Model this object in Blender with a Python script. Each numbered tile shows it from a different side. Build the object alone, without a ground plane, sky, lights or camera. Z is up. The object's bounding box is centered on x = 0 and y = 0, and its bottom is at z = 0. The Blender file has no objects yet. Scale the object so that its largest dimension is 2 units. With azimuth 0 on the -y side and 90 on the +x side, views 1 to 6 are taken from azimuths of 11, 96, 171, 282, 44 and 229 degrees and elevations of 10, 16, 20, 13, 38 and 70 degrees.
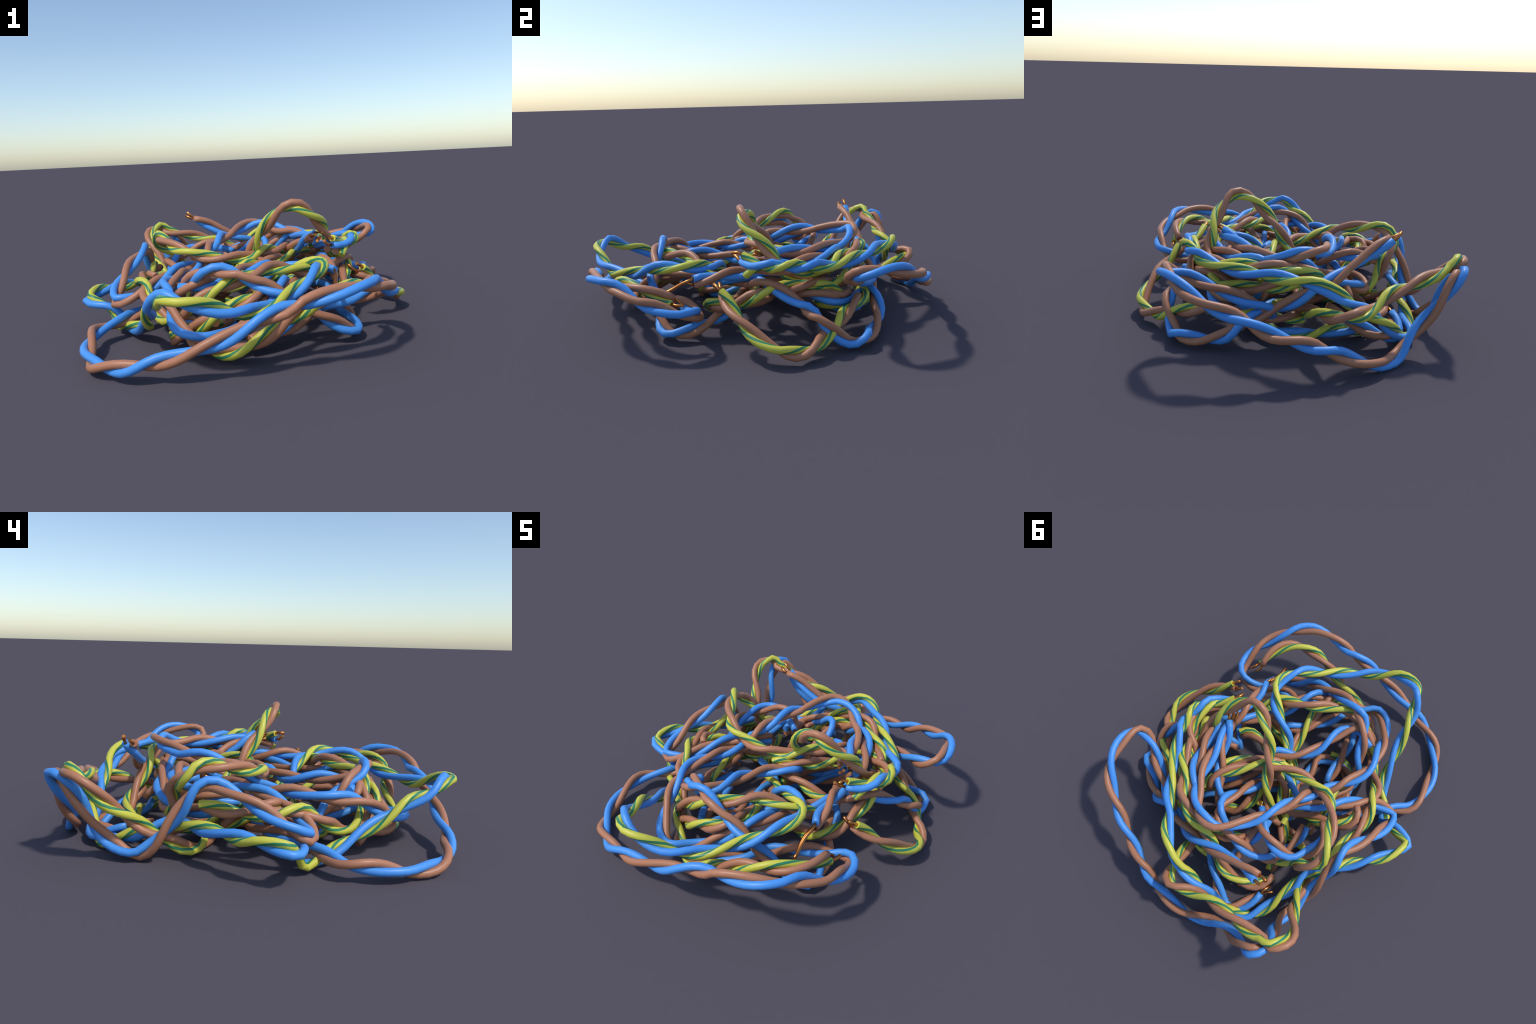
# A loose tangle of insulated copper wire: blue / brown / green-and-yellow cores,
# twisted together two by two, cut ends stripped to bare copper.
import bpy, math, random
import numpy as np

R_WIRE = 0.0187      # insulation radius
R_OFF = 0.0177       # distance of each core from the axis of its twisted pair
R_CU = 0.0088        # copper radius
SIDES = 12
random.seed(7)

def curve(P, step=0.038):
    P=np.asarray(P,float)
    Q=np.vstack([2*P[0]-P[1],P,2*P[-1]-P[-2]])
    out=[]
    for i in range(1,len(Q)-2):
        p0,p1,p2,p3=Q[i-1:i+3]
        d1,d2,d3=[max(np.linalg.norm(b-a),1e-4)**.5 for a,b in((p0,p1),(p1,p2),(p2,p3))]
        m1=(p1-p0)/d1-(p2-p0)/(d1+d2)+(p2-p1)/d2
        m2=(p2-p1)/d2-(p3-p1)/(d2+d3)+(p3-p2)/d3
        m1*=d2;m2*=d2
        for t in np.linspace(0,1,24,endpoint=False):
            out.append((2*t**3-3*t*t+1)*p1+(t**3-2*t*t+t)*m1+(-2*t**3+3*t*t)*p2+(t**3-t*t)*m2)
    out.append(P[-1]);D=np.array(out)
    # smoothing of the dense polyline
    for _ in range(60): D[1:-1]=.5*D[1:-1]+.25*(D[:-2]+D[2:])
    s=np.r_[0,np.cumsum(np.linalg.norm(np.diff(D,axis=0),axis=1))]
    n=max(4,int(round(s[-1]/step)));u=np.linspace(0,s[-1],n+1)
    C=np.stack([np.interp(u,s,D[:,k]) for k in range(3)],1)
    T=np.gradient(C,axis=0);T/=np.linalg.norm(T,axis=1)[:,None]
    N=np.zeros_like(C);a=np.array([0,0,1.]) if abs(T[0][2])<.9 else np.array([1.,0,0])
    N[0]=a-T[0]*(a@T[0]);N[0]/=np.linalg.norm(N[0])
    for i in range(1,len(C)):
        v=np.cross(T[i-1],T[i]);c=T[i-1]@T[i]
        w=N[i-1]+np.cross(v,N[i-1])+np.cross(v,np.cross(v,N[i-1]))/(1+c)
        w-=T[i]*(w@T[i]);N[i]=w/np.linalg.norm(w)
    return C,T,N,np.cross(T,N),u


# ------------------------------------------------------------------ materials
def new_mat(name):
    m = bpy.data.materials.new(name); m.use_nodes = True
    nt = m.node_tree
    return m, nt, nt.nodes['Principled BSDF']

def plastic(name, col, rough=0.42):
    """PVC insulation: almost even colour, a faint cloudiness and a fine bump."""
    m, nt, b = new_mat(name)
    tc = nt.nodes.new('ShaderNodeTexCoord')
    n1 = nt.nodes.new('ShaderNodeTexNoise'); n1.inputs['Scale'].default_value = 9.0
    n1.inputs['Detail'].default_value = 3.0
    nt.links.new(tc.outputs['Object'], n1.inputs['Vector'])
    cr = nt.nodes.new('ShaderNodeValToRGB')
    cr.color_ramp.elements[0].position = 0.3; cr.color_ramp.elements[1].position = 0.7
    cr.color_ramp.elements[0].color = (*[c * 0.97 for c in col], 1)
    cr.color_ramp.elements[1].color = (*[min(1, c * 1.03) for c in col], 1)
    nt.links.new(n1.outputs['Fac'], cr.inputs['Fac'])
    nt.links.new(cr.outputs['Color'], b.inputs['Base Color'])
    b.inputs['Roughness'].default_value = rough
    b.inputs['Specular IOR Level'].default_value = 0.4
    n2 = nt.nodes.new('ShaderNodeTexNoise'); n2.inputs['Scale'].default_value = 160.0
    nt.links.new(tc.outputs['Object'], n2.inputs['Vector'])
    bp = nt.nodes.new('ShaderNodeBump'); bp.inputs['Strength'].default_value = 0.03
    bp.inputs['Distance'].default_value = 0.002
    nt.links.new(n2.outputs['Fac'], bp.inputs['Height'])
    nt.links.new(bp.outputs['Normal'], b.inputs['Normal'])
    return m

BLUE = plastic('blue_pvc', (0.075, 0.305, 0.780))
BROWN = plastic('brown_pvc', (0.440, 0.190, 0.103))
YELLOW = plastic('yellow_pvc', (0.600, 0.580, 0.072))
GREEN = plastic('green_pvc', (0.036, 0.225, 0.105))
COPPER, _nt, _b = new_mat('bare_copper')
_b.inputs['Base Color'].default_value = (0.62, 0.235, 0.07, 1)
_b.inputs['Metallic'].default_value = 1.0
_n = _nt.nodes.new('ShaderNodeTexNoise'); _n.inputs['Scale'].default_value = 60.0
_r = _nt.nodes.new('ShaderNodeMapRange')
_r.inputs['To Min'].default_value = 0.28; _r.inputs['To Max'].default_value = 0.42
_nt.links.new(_n.outputs['Fac'], _r.inputs['Value']); _nt.links.new(_r.outputs['Result'], _b.inputs['Roughness'])

# ------------------------------------------------------------------ geometry helpers
def frames(C):
    T = np.gradient(C, axis=0); T /= np.linalg.norm(T, axis=1)[:, None]
    return T

def make_mesh(name, verts, faces, normals, mat, smooth=True):
    me = bpy.data.meshes.new(name)
    me.from_pydata([tuple(v) for v in verts], [], faces)
    me.materials.append(mat)
    if smooth:
        me.polygons.foreach_set('use_smooth', [len(f) == 4 for f in faces])
    me.update()
    if normals is not None:
        me.normals_split_custom_set_from_vertices([tuple(n) for n in normals])
    ob = bpy.data.objects.new(name, me)
    bpy.context.scene.collection.objects.link(ob)
    return ob

def tube(name, C, Nrm, radius, angles, mat, parent, caps=(True, True), closed=True):
    """Sweep a ring (or an arc of it, closed=False) along C; Nrm is the zero-angle direction."""
    T = frames(C); B = np.cross(T, Nrm)
    k = len(angles); V, NV = [], []
    for i in range(len(C)):
        for a in angles:
            d = math.cos(a) * Nrm[i] + math.sin(a) * B[i]
            V.append(C[i] + radius * d); NV.append(d)
    F = []
    for i in range(len(C) - 1):
        for j in range(k if closed else k - 1):
            j2 = (j + 1) % k
            F.append((i * k + j, i * k + j2, (i + 1) * k + j2, (i + 1) * k + j))
    if closed and caps[0]: F.append(tuple(reversed(range(k))))
    if closed and caps[1]: F.append(tuple(range((len(C) - 1) * k, len(C) * k)))
    ob = make_mesh(name, V, F, None if closed else NV, mat)
    ob.parent = parent
    return ob

RING = [2 * math.pi * i / SIDES for i in range(SIDES)]
LONG_TIP = (0.498, -0.452, 0.232)   # where the one long twisted copper pair ends
STRIPE = math.radians(21)          # half width of each of the two green stripes

def yellow_wire(C, N, parent, off):
    """Yellow insulation in two shells with two green stripes between them."""
    half = lambda c, w, n: [c - w + 2 * w * i / n for i in range(n + 1)]
    T = frames(C); B = np.cross(T, N)
    wide = math.pi / 2 - STRIPE
    ob = None
    V, NV, F = [], [], []
    def shell(arcs):
        V, NV, F = [], [], []
        for arc in arcs:
            base = len(V); k = len(arc)
            for i in range(len(C)):
                for a in arc:
                    d = math.cos(a) * N[i] + math.sin(a) * B[i]
                    V.append(C[i] + R_WIRE * d); NV.append(d)
            for i in range(len(C) - 1):
                for j in range(k - 1):
                    a0 = base + i * k + j
                    F.append((a0, a0 + 1, a0 + k + 1, a0 + k))
        return V, NV, F
    arcs_y = [half(off, wide, 5), half(off + math.pi, wide, 5)]
    arcs_g = [half(off + math.pi / 2, STRIPE, 2), half(off - math.pi / 2, STRIPE, 2)]
    V, NV, F = shell(arcs_y)
    # end discs belong to the yellow insulation
    for i in (0, len(C) - 1):
        b0 = len(V); disc = []
        for a in RING:
            d = math.cos(a) * N[i] + math.sin(a) * B[i]
            V.append(C[i] + R_WIRE * d); NV.append(T[i] * (-1 if i == 0 else 1)); disc.append(len(V) - 1)
        F.append(tuple(reversed(disc)) if i == 0 else tuple(disc))
    ob = make_mesh('yellow_wire', V, F, NV, YELLOW); ob.parent = parent
    V, NV, F = shell(arcs_g)
    st = make_mesh('green_stripe', V, F, NV, GREEN); st.parent = ob
    return ob

HEX = [math.pi / 3 * i for i in range(6)]

def rod(pts, up, parent):
    """Hexagonal bare copper core swept through a few points."""
    pts = np.array(pts); Tn = frames(pts); N = []
    for t in Tn:
        n = up - t * (up @ t); n /= np.linalg.norm(n); N.append(n)
    return tube('copper_core', pts, np.array(N), R_CU, HEX, COPPER, parent)

def copper(C0, d, up, parent, length=0.06, bend=0.3, spin=0.0):
    """Bare core sticking out of a cut end, with one kink."""
    side = np.cross(d, up); side /= np.linalg.norm(side)
    w = math.cos(spin) * up + math.sin(spin) * side
    return rod([C0 - d * 0.012, C0 + d * length * 0.45, C0 + d * length * 0.95 + w * bend * length * 0.5], up, parent)

def twisted_copper(C0, axis0, axis1, k, up, parent):
    """Long stripped core, wound round its neighbour from axis0 to axis1."""
    ax = axis1 - axis0; L = np.linalg.norm(ax); ax = ax / L
    n = up - ax * (up @ ax); n /= np.linalg.norm(n); b = np.cross(ax, n)
    pts = [C0, ]
    for i in range(1, 9):
        f = i / 8; a = math.pi * k + 4.2 * f
        pts.append(axis0 + ax * L * f + (n * math.cos(a) + b * math.sin(a)) * 0.0105)
    return rod(pts, up, parent)

# ------------------------------------------------------------------ the course of every twisted pair
# control points of the pair's axis (metres), which two cores it carries, twist phase and pitch,
# and whether its first / last end is stripped to copper
RUNS = []
RUNS.append(dict(wires='UB', phase=-0.71, pitch=0.418, slack=[(0.11, -0.87), (0.27, 0.55), (0.42, 0.52), (0.68, 0.5), (1.21, -0.48), (1.48, -0.09), (1.59, -1.58), (2.92, 0.03), (3.15, 0.88), (3.34, 0.72), (3.57, 1.32), (4.06, -0.71), (4.14, -0.62), (4.25, -0.91), (4.4, 0.16), (4.55, 0.26)], stripped=(1, 1), path=[
    (-0.462, 0.510, 0.486), (-0.369, 0.530, 0.439), (-0.296, 0.550, 0.395), (-0.214, 0.577, 0.353), (-0.128, 0.613, 0.313),
    (-0.041, 0.636, 0.279), (0.056, 0.649, 0.231), (0.161, 0.632, 0.185), (0.302, 0.657, 0.130), (0.365, 0.663, 0.082),
    (0.467, 0.624, 0.044), (0.605, 0.574, 0.055), (0.610, 0.515, 0.030), (0.644, 0.420, 0.107), (0.634, 0.341, 0.180),
    (0.546, 0.238, 0.221), (0.532, 0.165, 0.268), (0.461, 0.071, 0.285), (0.383, 0.007, 0.262), (0.346, -0.069, 0.251),
    (0.305, -0.163, 0.240), (0.266, -0.256, 0.239), (0.259, -0.357, 0.272), (0.243, -0.437, 0.277), (0.207, -0.504, 0.251),
    (0.163, -0.564, 0.197), (0.091, -0.626, 0.149), (0.034, -0.685, 0.115), (-0.042, -0.766, 0.118), (-0.125, -0.748, 0.135),
    (-0.201, -0.680, 0.167), (-0.248, -0.608, 0.217), (-0.291, -0.524, 0.258), (-0.336, -0.424, 0.263), (-0.338, -0.330, 0.273),
    (-0.315, -0.240, 0.276), (-0.290, -0.151, 0.273), (-0.257, -0.042, 0.281), (-0.256, -0.022, 0.326), (-0.240, 0.079, 0.364),
    (-0.228, 0.170, 0.384), (-0.215, 0.260, 0.400), (-0.189, 0.347, 0.400), (-0.161, 0.427, 0.417), (-0.125, 0.499, 0.431),
    (-0.084, 0.533, 0.446), (-0.001, 0.542, 0.438), (0.063, 0.521, 0.411), (0.129, 0.470, 0.394), (0.178, 0.419, 0.390),
    (0.219, 0.346, 0.395), (0.258, 0.265, 0.391), (0.292, 0.192, 0.394), (0.322, 0.122, 0.400), (0.342, 0.076, 0.406),
]))
RUNS.append(dict(wires='UB', phase=2.17, pitch=0.385, slack=[(1.15, -0.12), (1.23, 0.38), (1.34, -0.26)], stripped=(0, 0), path=[
    (0.280, 0.103, 0.145), (0.360, 0.043, 0.155), (0.420, -0.047, 0.145), (0.439, -0.110, 0.118), (0.495, -0.172, 0.094),
    (0.531, -0.232, 0.070), (0.557, -0.311, 0.048), (0.557, -0.398, 0.049), (0.462, -0.460, 0.108), (0.370, -0.502, 0.179),
    (0.316, -0.526, 0.220), (0.227, -0.541, 0.273), (0.115, -0.557, 0.319), (0.054, -0.563, 0.354), (-0.059, -0.550, 0.369),
    (-0.106, -0.547, 0.352), (-0.193, -0.474, 0.302), (-0.229, -0.430, 0.250), (-0.310, -0.352, 0.154), (-0.328, -0.292, 0.115),
    (-0.321, -0.212, 0.095), (-0.297, -0.127, 0.085),
]))
RUNS.append(dict(wires='UB', phase=-1.93, pitch=0.438, slack=[(1.26, -0.48), (1.9, -0.07), (3.05, 1.47), (3.2, 0.5), (3.39, 0.1), (3.58, -0.31), (3.81, -0.19), (4.04, 0.11), (4.19, -0.71)], stripped=(0, 0), path=[
    (-0.226, 0.126, 0.265), (-0.270, 0.041, 0.285), (-0.343, -0.039, 0.280), (-0.391, -0.124, 0.275), (-0.427, -0.197, 0.255),
    (-0.460, -0.269, 0.225), (-0.516, -0.323, 0.195), (-0.571, -0.357, 0.179), (-0.631, -0.365, 0.168), (-0.652, -0.268, 0.218),
    (-0.652, -0.162, 0.278), (-0.636, -0.051, 0.328), (-0.620, 0.057, 0.366), (-0.637, 0.117, 0.357), (-0.653, 0.183, 0.265),
    (-0.659, 0.254, 0.162), (-0.669, 0.333, 0.069), (-0.676, 0.397, 0.030), (-0.675, 0.519, 0.083), (-0.693, 0.573, 0.149),
    (-0.732, 0.623, 0.279), (-0.747, 0.690, 0.372), (-0.720, 0.751, 0.396), (-0.627, 0.774, 0.252), (-0.536, 0.783, 0.149),
    (-0.459, 0.817, 0.079), (-0.410, 0.854, 0.034), (-0.321, 0.920, 0.032), (-0.199, 0.951, 0.074), (-0.078, 0.957, 0.131),
    (0.058, 0.947, 0.176), (0.195, 0.919, 0.210), (0.315, 0.887, 0.278), (0.443, 0.846, 0.316), (0.552, 0.780, 0.372),
    (0.626, 0.653, 0.402), (0.647, 0.534, 0.383), (0.577, 0.500, 0.346), (0.447, 0.545, 0.294), (0.342, 0.582, 0.259),
    (0.229, 0.623, 0.221), (0.150, 0.643, 0.189), (0.170, 0.623, 0.146), (0.260, 0.563, 0.140), (0.350, 0.503, 0.150),
    (0.420, 0.423, 0.185), (0.440, 0.333, 0.215), (0.430, 0.243, 0.225), (0.380, 0.153, 0.215), (0.280, 0.103, 0.185),
]))
RUNS.append(dict(wires='UG', phase=0.54, pitch=0.418, slack=[(0.15, 2.52), (0.42, -0.81), (0.69, -0.13), (0.8, 0.04), (0.9, -0.03), (1.11, 0.17), (1.22, 1.33), (2.52, -0.93), (2.63, -1.33), (3.66, 0.26), (3.85, -0.03), (4.12, 0.3), (4.31, 0.01), (4.48, 0.22)], stripped=(1, 0), path=[
    (0.445, -0.020, 0.402), (0.507, 0.060, 0.380), (0.549, 0.151, 0.393), (0.521, 0.289, 0.384), (0.447, 0.395, 0.363),
    (0.374, 0.463, 0.350), (0.288, 0.545, 0.359), (0.208, 0.612, 0.365), (0.121, 0.669, 0.369), (0.065, 0.721, 0.373),
    (-0.001, 0.756, 0.375), (-0.064, 0.782, 0.360), (-0.106, 0.789, 0.339), (-0.169, 0.783, 0.295), (-0.285, 0.758, 0.214),
    (-0.359, 0.746, 0.164), (-0.401, 0.733, 0.120), (-0.482, 0.705, 0.056), (-0.549, 0.645, 0.031), (-0.575, 0.540, 0.055),
    (-0.579, 0.442, 0.090), (-0.582, 0.365, 0.126), (-0.570, 0.273, 0.154), (-0.598, 0.208, 0.165), (-0.641, 0.134, 0.172),
    (-0.682, 0.034, 0.178), (-0.716, -0.037, 0.176), (-0.765, -0.128, 0.187), (-0.795, -0.219, 0.186), (-0.804, -0.315, 0.171),
    (-0.747, -0.326, 0.152), (-0.654, -0.328, 0.119), (-0.616, -0.325, 0.039), (-0.583, -0.364, 0.039), (-0.450, -0.464, 0.067),
    (-0.400, -0.525, 0.102), (-0.355, -0.610, 0.151), (-0.308, -0.704, 0.211), (-0.273, -0.771, 0.259), (-0.223, -0.865, 0.291),
    (-0.151, -0.940, 0.353), (-0.090, -0.961, 0.335), (-0.023, -0.951, 0.322), (0.018, -0.933, 0.310), (0.115, -0.857, 0.263),
    (0.186, -0.782, 0.250), (0.238, -0.713, 0.258), (0.292, -0.628, 0.274), (0.345, -0.546, 0.303), (0.389, -0.465, 0.335),
    (0.411, -0.347, 0.343), (0.390, -0.279, 0.339), (0.312, -0.217, 0.322), (0.192, -0.177, 0.284), (0.100, -0.150, 0.215),
    (0.011, -0.072, 0.175), (-0.092, -0.025, 0.165), (-0.189, 0.027, 0.154), (-0.236, 0.088, 0.126), (-0.250, 0.175, 0.115),
]))
RUNS.append(dict(wires='GB', phase=2.31, pitch=0.385, slack=[(0.75, -0.01), (0.91, 0.01)], stripped=(0, 0), path=[
    (0.298, 0.499, 0.175), (0.367, 0.463, 0.196), (0.394, 0.405, 0.234), (0.415, 0.313, 0.265), (0.425, 0.192, 0.314),
    (0.412, 0.125, 0.414), (0.384, 0.058, 0.484), (0.336, -0.015, 0.551), (0.271, -0.046, 0.600), (0.190, -0.034, 0.584),
    (0.118, -0.010, 0.517), (0.054, 0.028, 0.440), (0.013, 0.068, 0.372), (-0.002, 0.082, 0.347), (-0.052, 0.129, 0.270),
    (-0.113, 0.169, 0.198), (-0.177, 0.194, 0.145), (-0.244, 0.195, 0.115),
]))
RUNS.append(dict(wires='GB', phase=2.00, pitch=0.391, slack=[(0.66, 0.0), (0.85, -0.0)], stripped=(0, 0), path=[
    (-0.401, 0.333, 0.152), (-0.485, 0.283, 0.195), (-0.509, 0.282, 0.286), (-0.588, 0.225, 0.358), (-0.591, 0.183, 0.386),
    (-0.572, 0.145, 0.424), (-0.525, 0.072, 0.425), (-0.484, 0.029, 0.412), (-0.422, -0.031, 0.391), (-0.320, -0.081, 0.370),
    (-0.275, -0.072, 0.350), (-0.184, -0.067, 0.335), (-0.122, -0.043, 0.327), (-0.061, -0.009, 0.323), (-0.010, 0.022, 0.318),
    (0.030, 0.066, 0.334), (0.067, 0.126, 0.336), (0.105, 0.193, 0.329), (0.132, 0.253, 0.325), (0.158, 0.305, 0.317),
    (0.175, 0.358, 0.295), (0.158, 0.408, 0.245),
]))
RUNS.append(dict(wires='UB', phase=-2.95, pitch=0.461, slack=[(0.95, -0.04), (1.03, -0.23), (1.18, -0.08), (1.26, -0.33), (1.45, 0.42), (1.56, 0.73), (1.64, -0.13), (1.87, -0.11), (2.14, 0.39), (2.33, -0.15), (2.56, -0.32), (2.82, -0.07)], stripped=(0, 0), path=[
    (0.114, -0.643, 0.065), (0.183, -0.577, 0.075), (0.263, -0.498, 0.084), (0.306, -0.407, 0.097), (0.413, -0.372, 0.162),
    (0.479, -0.303, 0.163), (0.549, -0.242, 0.149), (0.620, -0.216, 0.171), (0.677, -0.229, 0.197), (0.712, -0.283, 0.206),
    (0.728, -0.380, 0.246), (0.711, -0.474, 0.263), (0.670, -0.571, 0.314), (0.633, -0.650, 0.326), (0.578, -0.722, 0.335),
    (0.503, -0.771, 0.325), (0.417, -0.803, 0.305), (0.332, -0.827, 0.280), (0.252, -0.856, 0.255), (0.173, -0.889, 0.225),
    (0.081, -0.915, 0.175), (-0.004, -0.934, 0.145), (-0.096, -0.947, 0.115), (-0.199, -0.958, 0.090), (-0.304, -0.957, 0.065),
    (-0.392, -0.937, 0.055), (-0.466, -0.900, 0.045), (-0.535, -0.831, 0.040), (-0.579, -0.763, 0.045), (-0.616, -0.682, 0.065),
    (-0.646, -0.575, 0.075), (-0.641, -0.495, 0.075), (-0.581, -0.419, 0.085), (-0.516, -0.309, 0.105), (-0.464, -0.192, 0.115),
    (-0.414, -0.095, 0.115), (-0.328, -0.028, 0.115),
]))
RUNS.append(dict(wires='GB', phase=-1.52, pitch=0.385, slack=[(0.04, -0.6), (0.3, 0.6)], stripped=(1, 0), path=[
    (0.620, -0.337, 0.238), (0.622, -0.436, 0.281), (0.593, -0.535, 0.303), (0.545, -0.592, 0.300), (0.480, -0.633, 0.282),
    (0.423, -0.660, 0.265), (0.349, -0.678, 0.219), (0.280, -0.690, 0.173), (0.249, -0.695, 0.149), (0.187, -0.706, 0.106),
    (0.127, -0.718, 0.074), (0.058, -0.730, 0.055), (-0.045, -0.700, 0.046), (-0.153, -0.627, 0.075), (-0.253, -0.543, 0.115),
]))
RUNS.append(dict(wires='GB', phase=0.51, pitch=0.385, slack=[(0.17, -0.12), (0.26, -0.07), (0.41, 0.7), (0.64, -0.34)], stripped=(1, 0), path=[
    (0.586, -0.105, 0.270), (0.647, -0.053, 0.216), (0.713, 0.012, 0.161), (0.767, 0.091, 0.114), (0.793, 0.178, 0.076),
    (0.774, 0.273, 0.050), (0.712, 0.346, 0.061), (0.644, 0.400, 0.092), (0.566, 0.456, 0.124), (0.467, 0.501, 0.149),
    (0.387, 0.552, 0.165), (0.291, 0.587, 0.155), (0.183, 0.599, 0.145), (0.076, 0.597, 0.125), (-0.017, 0.560, 0.115),
]))
RUNS.append(dict(wires='GB', phase=-0.12, pitch=0.385, slack=[(0.72, -0.34), (0.91, -0.45), (1.52, 0.88)], stripped=(0, 0), path=[
    (-0.002, 0.467, 0.135), (-0.005, 0.555, 0.145), (-0.028, 0.632, 0.175), (-0.057, 0.730, 0.209), (-0.092, 0.817, 0.228),
    (-0.128, 0.870, 0.251), (-0.179, 0.884, 0.262), (-0.248, 0.833, 0.249), (-0.312, 0.791, 0.261), (-0.381, 0.762, 0.301),
    (-0.469, 0.737, 0.326), (-0.559, 0.716, 0.349), (-0.651, 0.689, 0.371), (-0.724, 0.659, 0.396), (-0.747, 0.677, 0.420),
    (-0.791, 0.593, 0.405), (-0.792, 0.544, 0.360), (-0.758, 0.498, 0.294), (-0.701, 0.453, 0.235), (-0.657, 0.404, 0.181),
    (-0.628, 0.348, 0.132), (-0.617, 0.316, 0.112), (-0.604, 0.258, 0.084), (-0.590, 0.186, 0.050), (-0.447, 0.153, 0.030),
    (-0.015, 0.197, 0.030),
]))
RUNS.append(dict(wires='GB', phase=1.84, pitch=0.385, slack=[(0.27, -0.31), (0.49, 0.31)], stripped=(0, 0), path=[
    (0.387, -0.176, 0.265), (0.342, -0.251, 0.295), (0.278, -0.287, 0.315), (0.220, -0.326, 0.330), (0.159, -0.371, 0.335),
    (0.105, -0.449, 0.325), (0.048, -0.507, 0.315), (-0.010, -0.549, 0.295), (-0.073, -0.561, 0.265), (-0.139, -0.570, 0.215),
    (-0.198, -0.571, 0.165), (-0.247, -0.551, 0.125), (-0.299, -0.501, 0.106), (-0.363, -0.446, 0.135), (-0.450, -0.381, 0.195),
    (-0.473, -0.323, 0.234), (-0.527, -0.249, 0.245), (-0.566, -0.174, 0.235), (-0.578, -0.096, 0.235), (-0.582, -0.018, 0.235),
    (-0.582, 0.058, 0.245), (-0.582, 0.132, 0.255),
]))
RUNS.append(dict(wires='GB', phase=3.13, pitch=0.385, slack=[(0.38, -0.01), (0.57, 0.01)], stripped=(0, 0), path=[
    (0.420, 0.323, 0.335), (0.380, 0.393, 0.345), (0.290, 0.453, 0.355), (0.220, 0.503, 0.365), (0.180, 0.543, 0.375),
    (0.090, 0.573, 0.380), (-0.000, 0.583, 0.360), (-0.080, 0.573, 0.325), (-0.193, 0.585, 0.235), (-0.254, 0.604, 0.175),
    (-0.318, 0.592, 0.135), (-0.396, 0.557, 0.115), (-0.449, 0.496, 0.095), (-0.465, 0.402, 0.095),
]))
RUNS.append(dict(wires='GB', phase=0.00, pitch=0.385, slack=[], stripped=(0, 0), path=[
    (0.294, 0.393, 0.295), (0.367, 0.345, 0.325), (0.452, 0.306, 0.340), (0.507, 0.234, 0.360), (0.511, 0.151, 0.370),
    (0.499, 0.072, 0.365), (0.474, 0.002, 0.335),
]))
RUNS.append(dict(wires='GB', phase=0.00, pitch=0.385, slack=[], stripped=(0, 0), path=[
    (-0.270, -0.547, 0.045), (-0.130, -0.597, 0.115), (-0.020, -0.617, 0.185), (0.090, -0.597, 0.235), (0.145, -0.547, 0.255),
    (0.155, -0.457, 0.245), (0.135, -0.367, 0.225), (0.110, -0.277, 0.195), (0.070, -0.177, 0.165), (0.030, -0.077, 0.145),
    (-0.020, 0.023, 0.115),
]))
RUNS.append(dict(wires='GB', phase=0.00, pitch=0.385, slack=[], stripped=(0, 0), path=[
    (-0.150, 0.053, 0.055), (-0.100, -0.047, 0.045), (-0.000, -0.117, 0.045), (0.100, -0.157, 0.045), (0.200, -0.187, 0.055),
    (0.280, -0.187, 0.085), (0.380, -0.197, 0.125), (0.450, -0.197, 0.160), (0.480, -0.127, 0.165), (0.490, -0.047, 0.175),
    (0.500, 0.023, 0.215), (0.510, 0.083, 0.245), (0.500, 0.163, 0.265), (0.460, 0.263, 0.265), (0.400, 0.363, 0.255),
    (0.330, 0.453, 0.250), (0.260, 0.503, 0.255), (0.200, 0.543, 0.265), (0.120, 0.568, 0.280), (0.020, 0.563, 0.295),
    (-0.070, 0.533, 0.285), (-0.150, 0.483, 0.255), (-0.200, 0.403, 0.215),
]))
RUNS.append(dict(wires='GB', phase=0.00, pitch=0.385, slack=[], stripped=(0, 0), path=[
    (-0.080, -0.357, 0.045), (-0.180, -0.377, 0.055), (-0.270, -0.347, 0.075), (-0.320, -0.287, 0.125), (-0.310, -0.197, 0.170),
    (-0.330, -0.097, 0.165), (-0.350, -0.017, 0.145), (-0.380, 0.083, 0.095),
]))
RUNS.append(dict(wires='GB', phase=0.00, pitch=0.385, slack=[], stripped=(0, 0), path=[
    (0.096, -0.017, 0.255), (0.032, -0.002, 0.225), (-0.037, 0.018, 0.195), (-0.095, 0.037, 0.165), (-0.144, 0.092, 0.116),
    (-0.213, 0.137, 0.095), (-0.278, 0.183, 0.085), (-0.350, 0.248, 0.065), (-0.390, 0.333, 0.055), (-0.415, 0.395, 0.045),
]))
RUNS.append(dict(wires='GB', phase=0.00, pitch=0.385, slack=[], stripped=(0, 0), path=[
    (-0.155, 0.151, 0.135), (-0.234, 0.087, 0.145), (-0.290, 0.048, 0.145), (-0.354, 0.018, 0.165), (-0.415, -0.014, 0.195),
    (-0.459, -0.042, 0.215), (-0.506, -0.091, 0.245), (-0.508, -0.149, 0.255), (-0.469, -0.203, 0.245),
]))
RUNS.append(dict(wires='GB', phase=0.00, pitch=0.385, slack=[], stripped=(0, 0), path=[
    (0.101, 0.395, 0.095), (0.048, 0.373, 0.095), (-0.018, 0.333, 0.096), (-0.034, 0.270, 0.125), (-0.030, 0.197, 0.155),
    (-0.014, 0.126, 0.175),
]))
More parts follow.
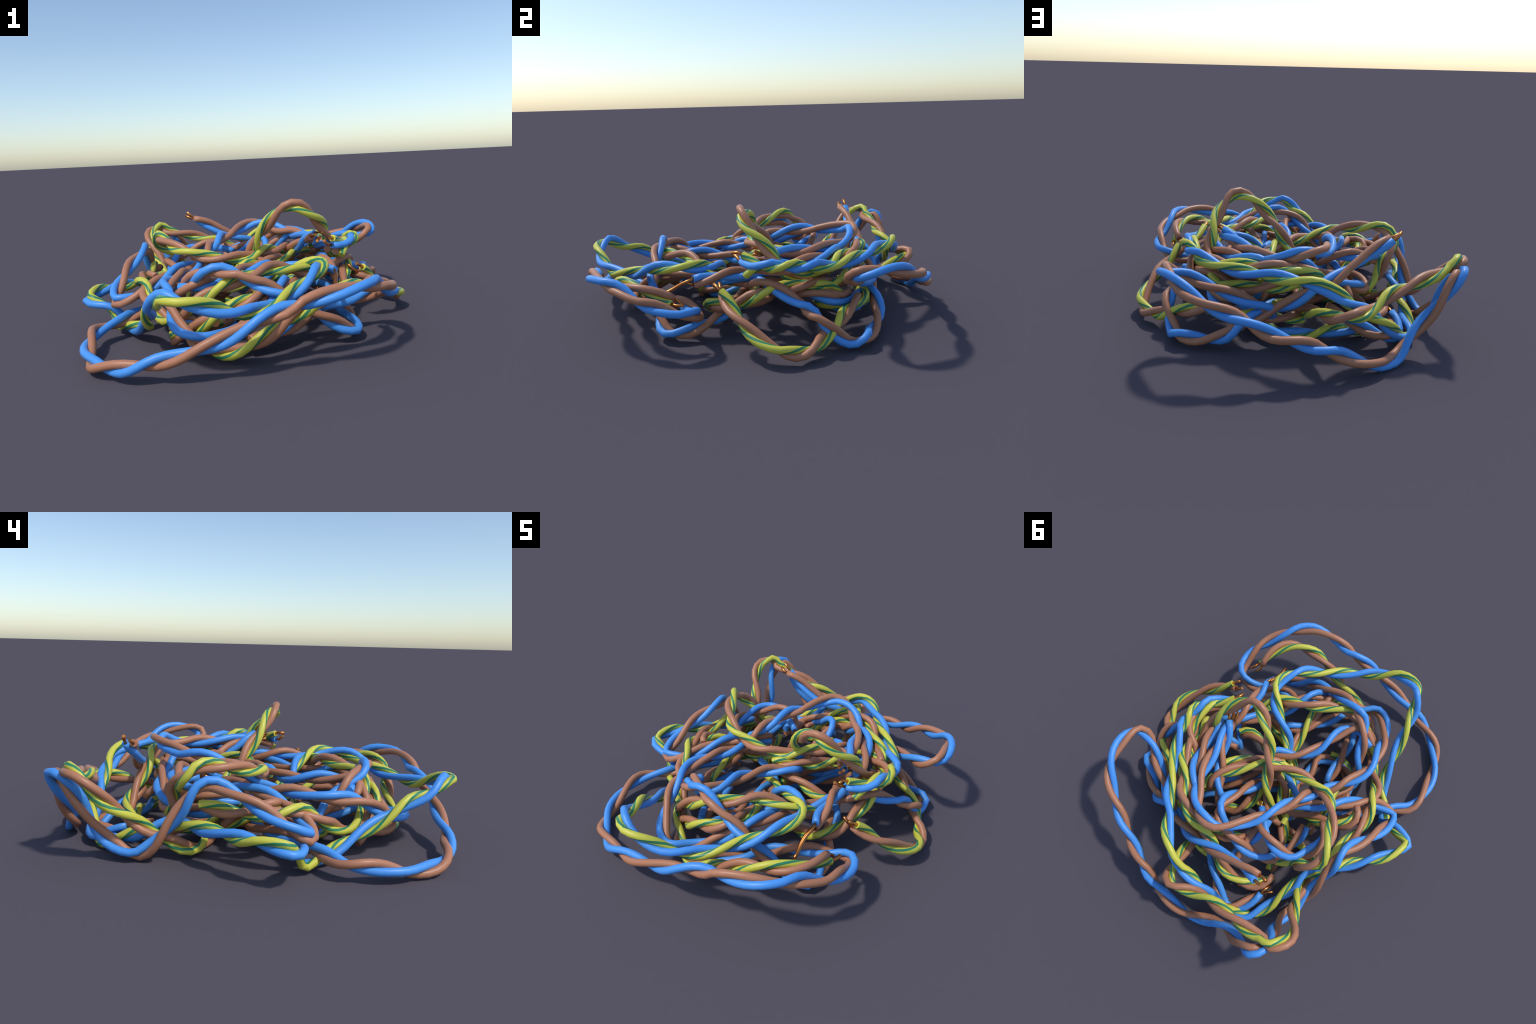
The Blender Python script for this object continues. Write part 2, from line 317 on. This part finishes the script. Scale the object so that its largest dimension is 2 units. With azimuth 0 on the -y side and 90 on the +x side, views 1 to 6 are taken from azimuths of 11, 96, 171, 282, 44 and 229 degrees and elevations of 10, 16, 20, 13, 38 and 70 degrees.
RUNS.append(dict(wires='GB', phase=0.00, pitch=0.385, slack=[], stripped=(0, 0), path=[
    (0.202, 0.253, 0.285), (0.155, 0.158, 0.285), (0.126, 0.099, 0.285), (0.073, 0.058, 0.285), (0.027, 0.010, 0.285),
    (-0.006, -0.028, 0.285), (-0.041, -0.027, 0.265),
]))
RUNS.append(dict(wires='GB', phase=0.00, pitch=0.385, slack=[], stripped=(0, 0), path=[
    (-0.006, -0.036, 0.255), (0.059, -0.021, 0.245), (0.150, -0.019, 0.235), (0.236, -0.021, 0.225), (0.297, -0.002, 0.215),
    (0.330, 0.039, 0.195),
]))
RUNS.append(dict(wires='UB', phase=0.22, pitch=0.385, slack=[(0.38, -0.0)], stripped=(0, 0), path=[
    (0.110, 0.011, 0.265), (0.069, -0.041, 0.284), (-0.005, -0.108, 0.275), (-0.048, -0.198, 0.275), (-0.062, -0.279, 0.285),
    (-0.061, -0.366, 0.295), (-0.069, -0.447, 0.295), (-0.104, -0.503, 0.295), (-0.169, -0.526, 0.285), (-0.237, -0.508, 0.265),
]))
RUNS.append(dict(wires='UB', phase=0.00, pitch=0.385, slack=[], stripped=(0, 0), path=[
    (0.197, -0.211, 0.195), (0.126, -0.286, 0.185), (0.099, -0.370, 0.185), (0.071, -0.456, 0.185), (0.048, -0.537, 0.185),
    (0.018, -0.596, 0.175),
]))
RUNS.append(dict(wires='UB', phase=0.00, pitch=0.385, slack=[], stripped=(0, 0), path=[
    (-0.213, -0.204, 0.095), (-0.185, -0.288, 0.115), (-0.150, -0.379, 0.125), (-0.109, -0.466, 0.135), (-0.063, -0.543, 0.135),
]))
RUNS.append(dict(wires='UB', phase=0.00, pitch=0.385, slack=[], stripped=(1, 0), path=[
    (-0.151, 0.245, 0.295), (-0.192, 0.280, 0.315), (-0.241, 0.309, 0.335), (-0.304, 0.323, 0.345), (-0.389, 0.319, 0.335),
    (-0.466, 0.280, 0.305), (-0.498, 0.203, 0.285), (-0.505, 0.120, 0.275), (-0.475, 0.054, 0.265), (-0.426, 0.002, 0.245),
]))
RUNS.append(dict(wires='UB', phase=0.00, pitch=0.385, slack=[], stripped=(0, 0), path=[
    (0.003, 0.080, 0.195), (0.004, 0.161, 0.225), (0.010, 0.267, 0.275), (0.011, 0.359, 0.325), (-0.002, 0.418, 0.350),
    (-0.047, 0.455, 0.345), (-0.101, 0.470, 0.315), (-0.166, 0.467, 0.285), (-0.238, 0.454, 0.255), (-0.318, 0.420, 0.205),
    (-0.375, 0.378, 0.175), (-0.399, 0.319, 0.165), (-0.397, 0.243, 0.165), (-0.392, 0.165, 0.165), (-0.359, 0.088, 0.165),
]))
RUNS.append(dict(wires='UB', phase=0.00, pitch=0.385, slack=[], stripped=(0, 0), path=[
    (-0.226, 0.248, 0.265), (-0.234, 0.309, 0.264), (-0.240, 0.386, 0.236), (-0.246, 0.461, 0.215), (-0.249, 0.529, 0.175),
]))
RUNS.append(dict(wires='UB', phase=0.00, pitch=0.385, slack=[], stripped=(0, 0), path=[
    (0.184, 0.356, 0.125), (0.152, 0.302, 0.144), (0.095, 0.212, 0.156), (0.048, 0.120, 0.185), (0.046, 0.055, 0.195),
]))
RUNS.append(dict(wires='UB', phase=0.00, pitch=0.385, slack=[], stripped=(1, 0), path=[
    (0.349, 0.089, 0.415), (0.301, 0.146, 0.395), (0.254, 0.208, 0.355), (0.203, 0.268, 0.325), (0.141, 0.327, 0.295),
    (0.084, 0.371, 0.275), (0.022, 0.404, 0.235),
]))
RUNS.append(dict(wires='UB', phase=0.00, pitch=0.385, slack=[], stripped=(0, 0), path=[
    (0.410, 0.110, 0.355), (0.384, 0.178, 0.350), (0.338, 0.281, 0.355), (0.277, 0.377, 0.365), (0.215, 0.445, 0.375),
    (0.154, 0.486, 0.365), (0.086, 0.517, 0.325), (0.016, 0.521, 0.275),
]))
RUNS.append(dict(wires='UB', phase=0.00, pitch=0.385, slack=[], stripped=(1, 0), path=[
    (-0.497, 0.516, 0.075), (-0.489, 0.591, 0.065), (-0.473, 0.661, 0.055), (-0.435, 0.709, 0.055), (-0.379, 0.714, 0.065),
    (-0.313, 0.689, 0.085), (-0.244, 0.651, 0.115), (-0.179, 0.617, 0.145), (-0.124, 0.590, 0.165),
]))
RUNS.append(dict(wires='UB', phase=0.00, pitch=0.385, slack=[], stripped=(2, 0), path=[
    (0.466, -0.263, 0.285), (0.440, -0.197, 0.295), (0.420, -0.127, 0.305), (0.400, -0.057, 0.310), (0.390, 0.003, 0.305),
    (0.380, 0.083, 0.295), (0.370, 0.163, 0.275), (0.360, 0.253, 0.245), (0.300, 0.303, 0.195), (0.200, 0.283, 0.145),
    (0.100, 0.203, 0.095), (-0.000, 0.103, 0.075), (-0.080, -0.017, 0.065), (-0.100, -0.147, 0.055), (-0.050, -0.277, 0.045),
    (-0.150, -0.357, 0.045), (-0.270, -0.337, 0.055), (-0.360, -0.237, 0.075), (-0.380, -0.117, 0.085),
]))
RUNS.append(dict(wires='UG', phase=0.00, pitch=0.385, slack=[], stripped=(1, 0), path=[
    (-0.330, 0.583, 0.030), (-0.260, 0.603, 0.045), (-0.170, 0.613, 0.060), (-0.050, 0.623, 0.045), (0.060, 0.613, 0.045),
    (0.150, 0.563, 0.055), (0.210, 0.503, 0.055), (0.210, 0.423, 0.065), (0.150, 0.363, 0.075), (0.060, 0.323, 0.075),
]))

# ------------------------------------------------------------------ build
root = bpy.data.objects.new('wire_tangle', None)
bpy.context.scene.collection.objects.link(root)
root['label'] = 'loose tangle of twisted blue, brown and yellow-green electrical wires'
root['category'] = 'wire'

for run in RUNS:
    C, T, N, B, s = curve(run['path'])
    th = run['phase'] - 2 * math.pi / run['pitch'] * s
    if run['slack']:          # local loosening / tightening of the twist along the run
        th = th + np.interp(s, [q[0] for q in run['slack']], [q[1] for q in run['slack']])
    for k, kind in enumerate(run['wires']):
        sg = 1 if k == 0 else -1
        D = np.cos(th)[:, None] * N + np.sin(th)[:, None] * B
        W = C + sg * R_OFF * D
        W[:, 2] = np.maximum(W[:, 2], R_WIRE + 0.0005)
        # zero-angle direction of the wire, kept square to its own tangent
        Tw = frames(W)
        Nw = sg * D - Tw * np.sum(sg * D * Tw, axis=1)[:, None]
        Nw /= np.linalg.norm(Nw, axis=1)[:, None]
        if kind == 'G':
            ob = yellow_wire(W, Nw, root, 0.0)
        else:
            ob = tube('blue_wire' if kind == 'U' else 'brown_wire', W, Nw, R_WIRE, RING,
                      BLUE if kind == 'U' else BROWN, root)
        for e, end in enumerate(run['stripped']):
            if end:
                i = 0 if e == 0 else -1
                d = -Tw[0] if e == 0 else Tw[-1]
                if end == 2:
                    twisted_copper(W[i], C[i] + d * 0.02, np.array(LONG_TIP), k, Nw[i], ob)
                else:
                    copper(W[i], d, Nw[i], ob, length=random.uniform(0.055, 0.075),
                           bend=random.uniform(0.1, 0.9), spin=random.uniform(2.2, 4.1))
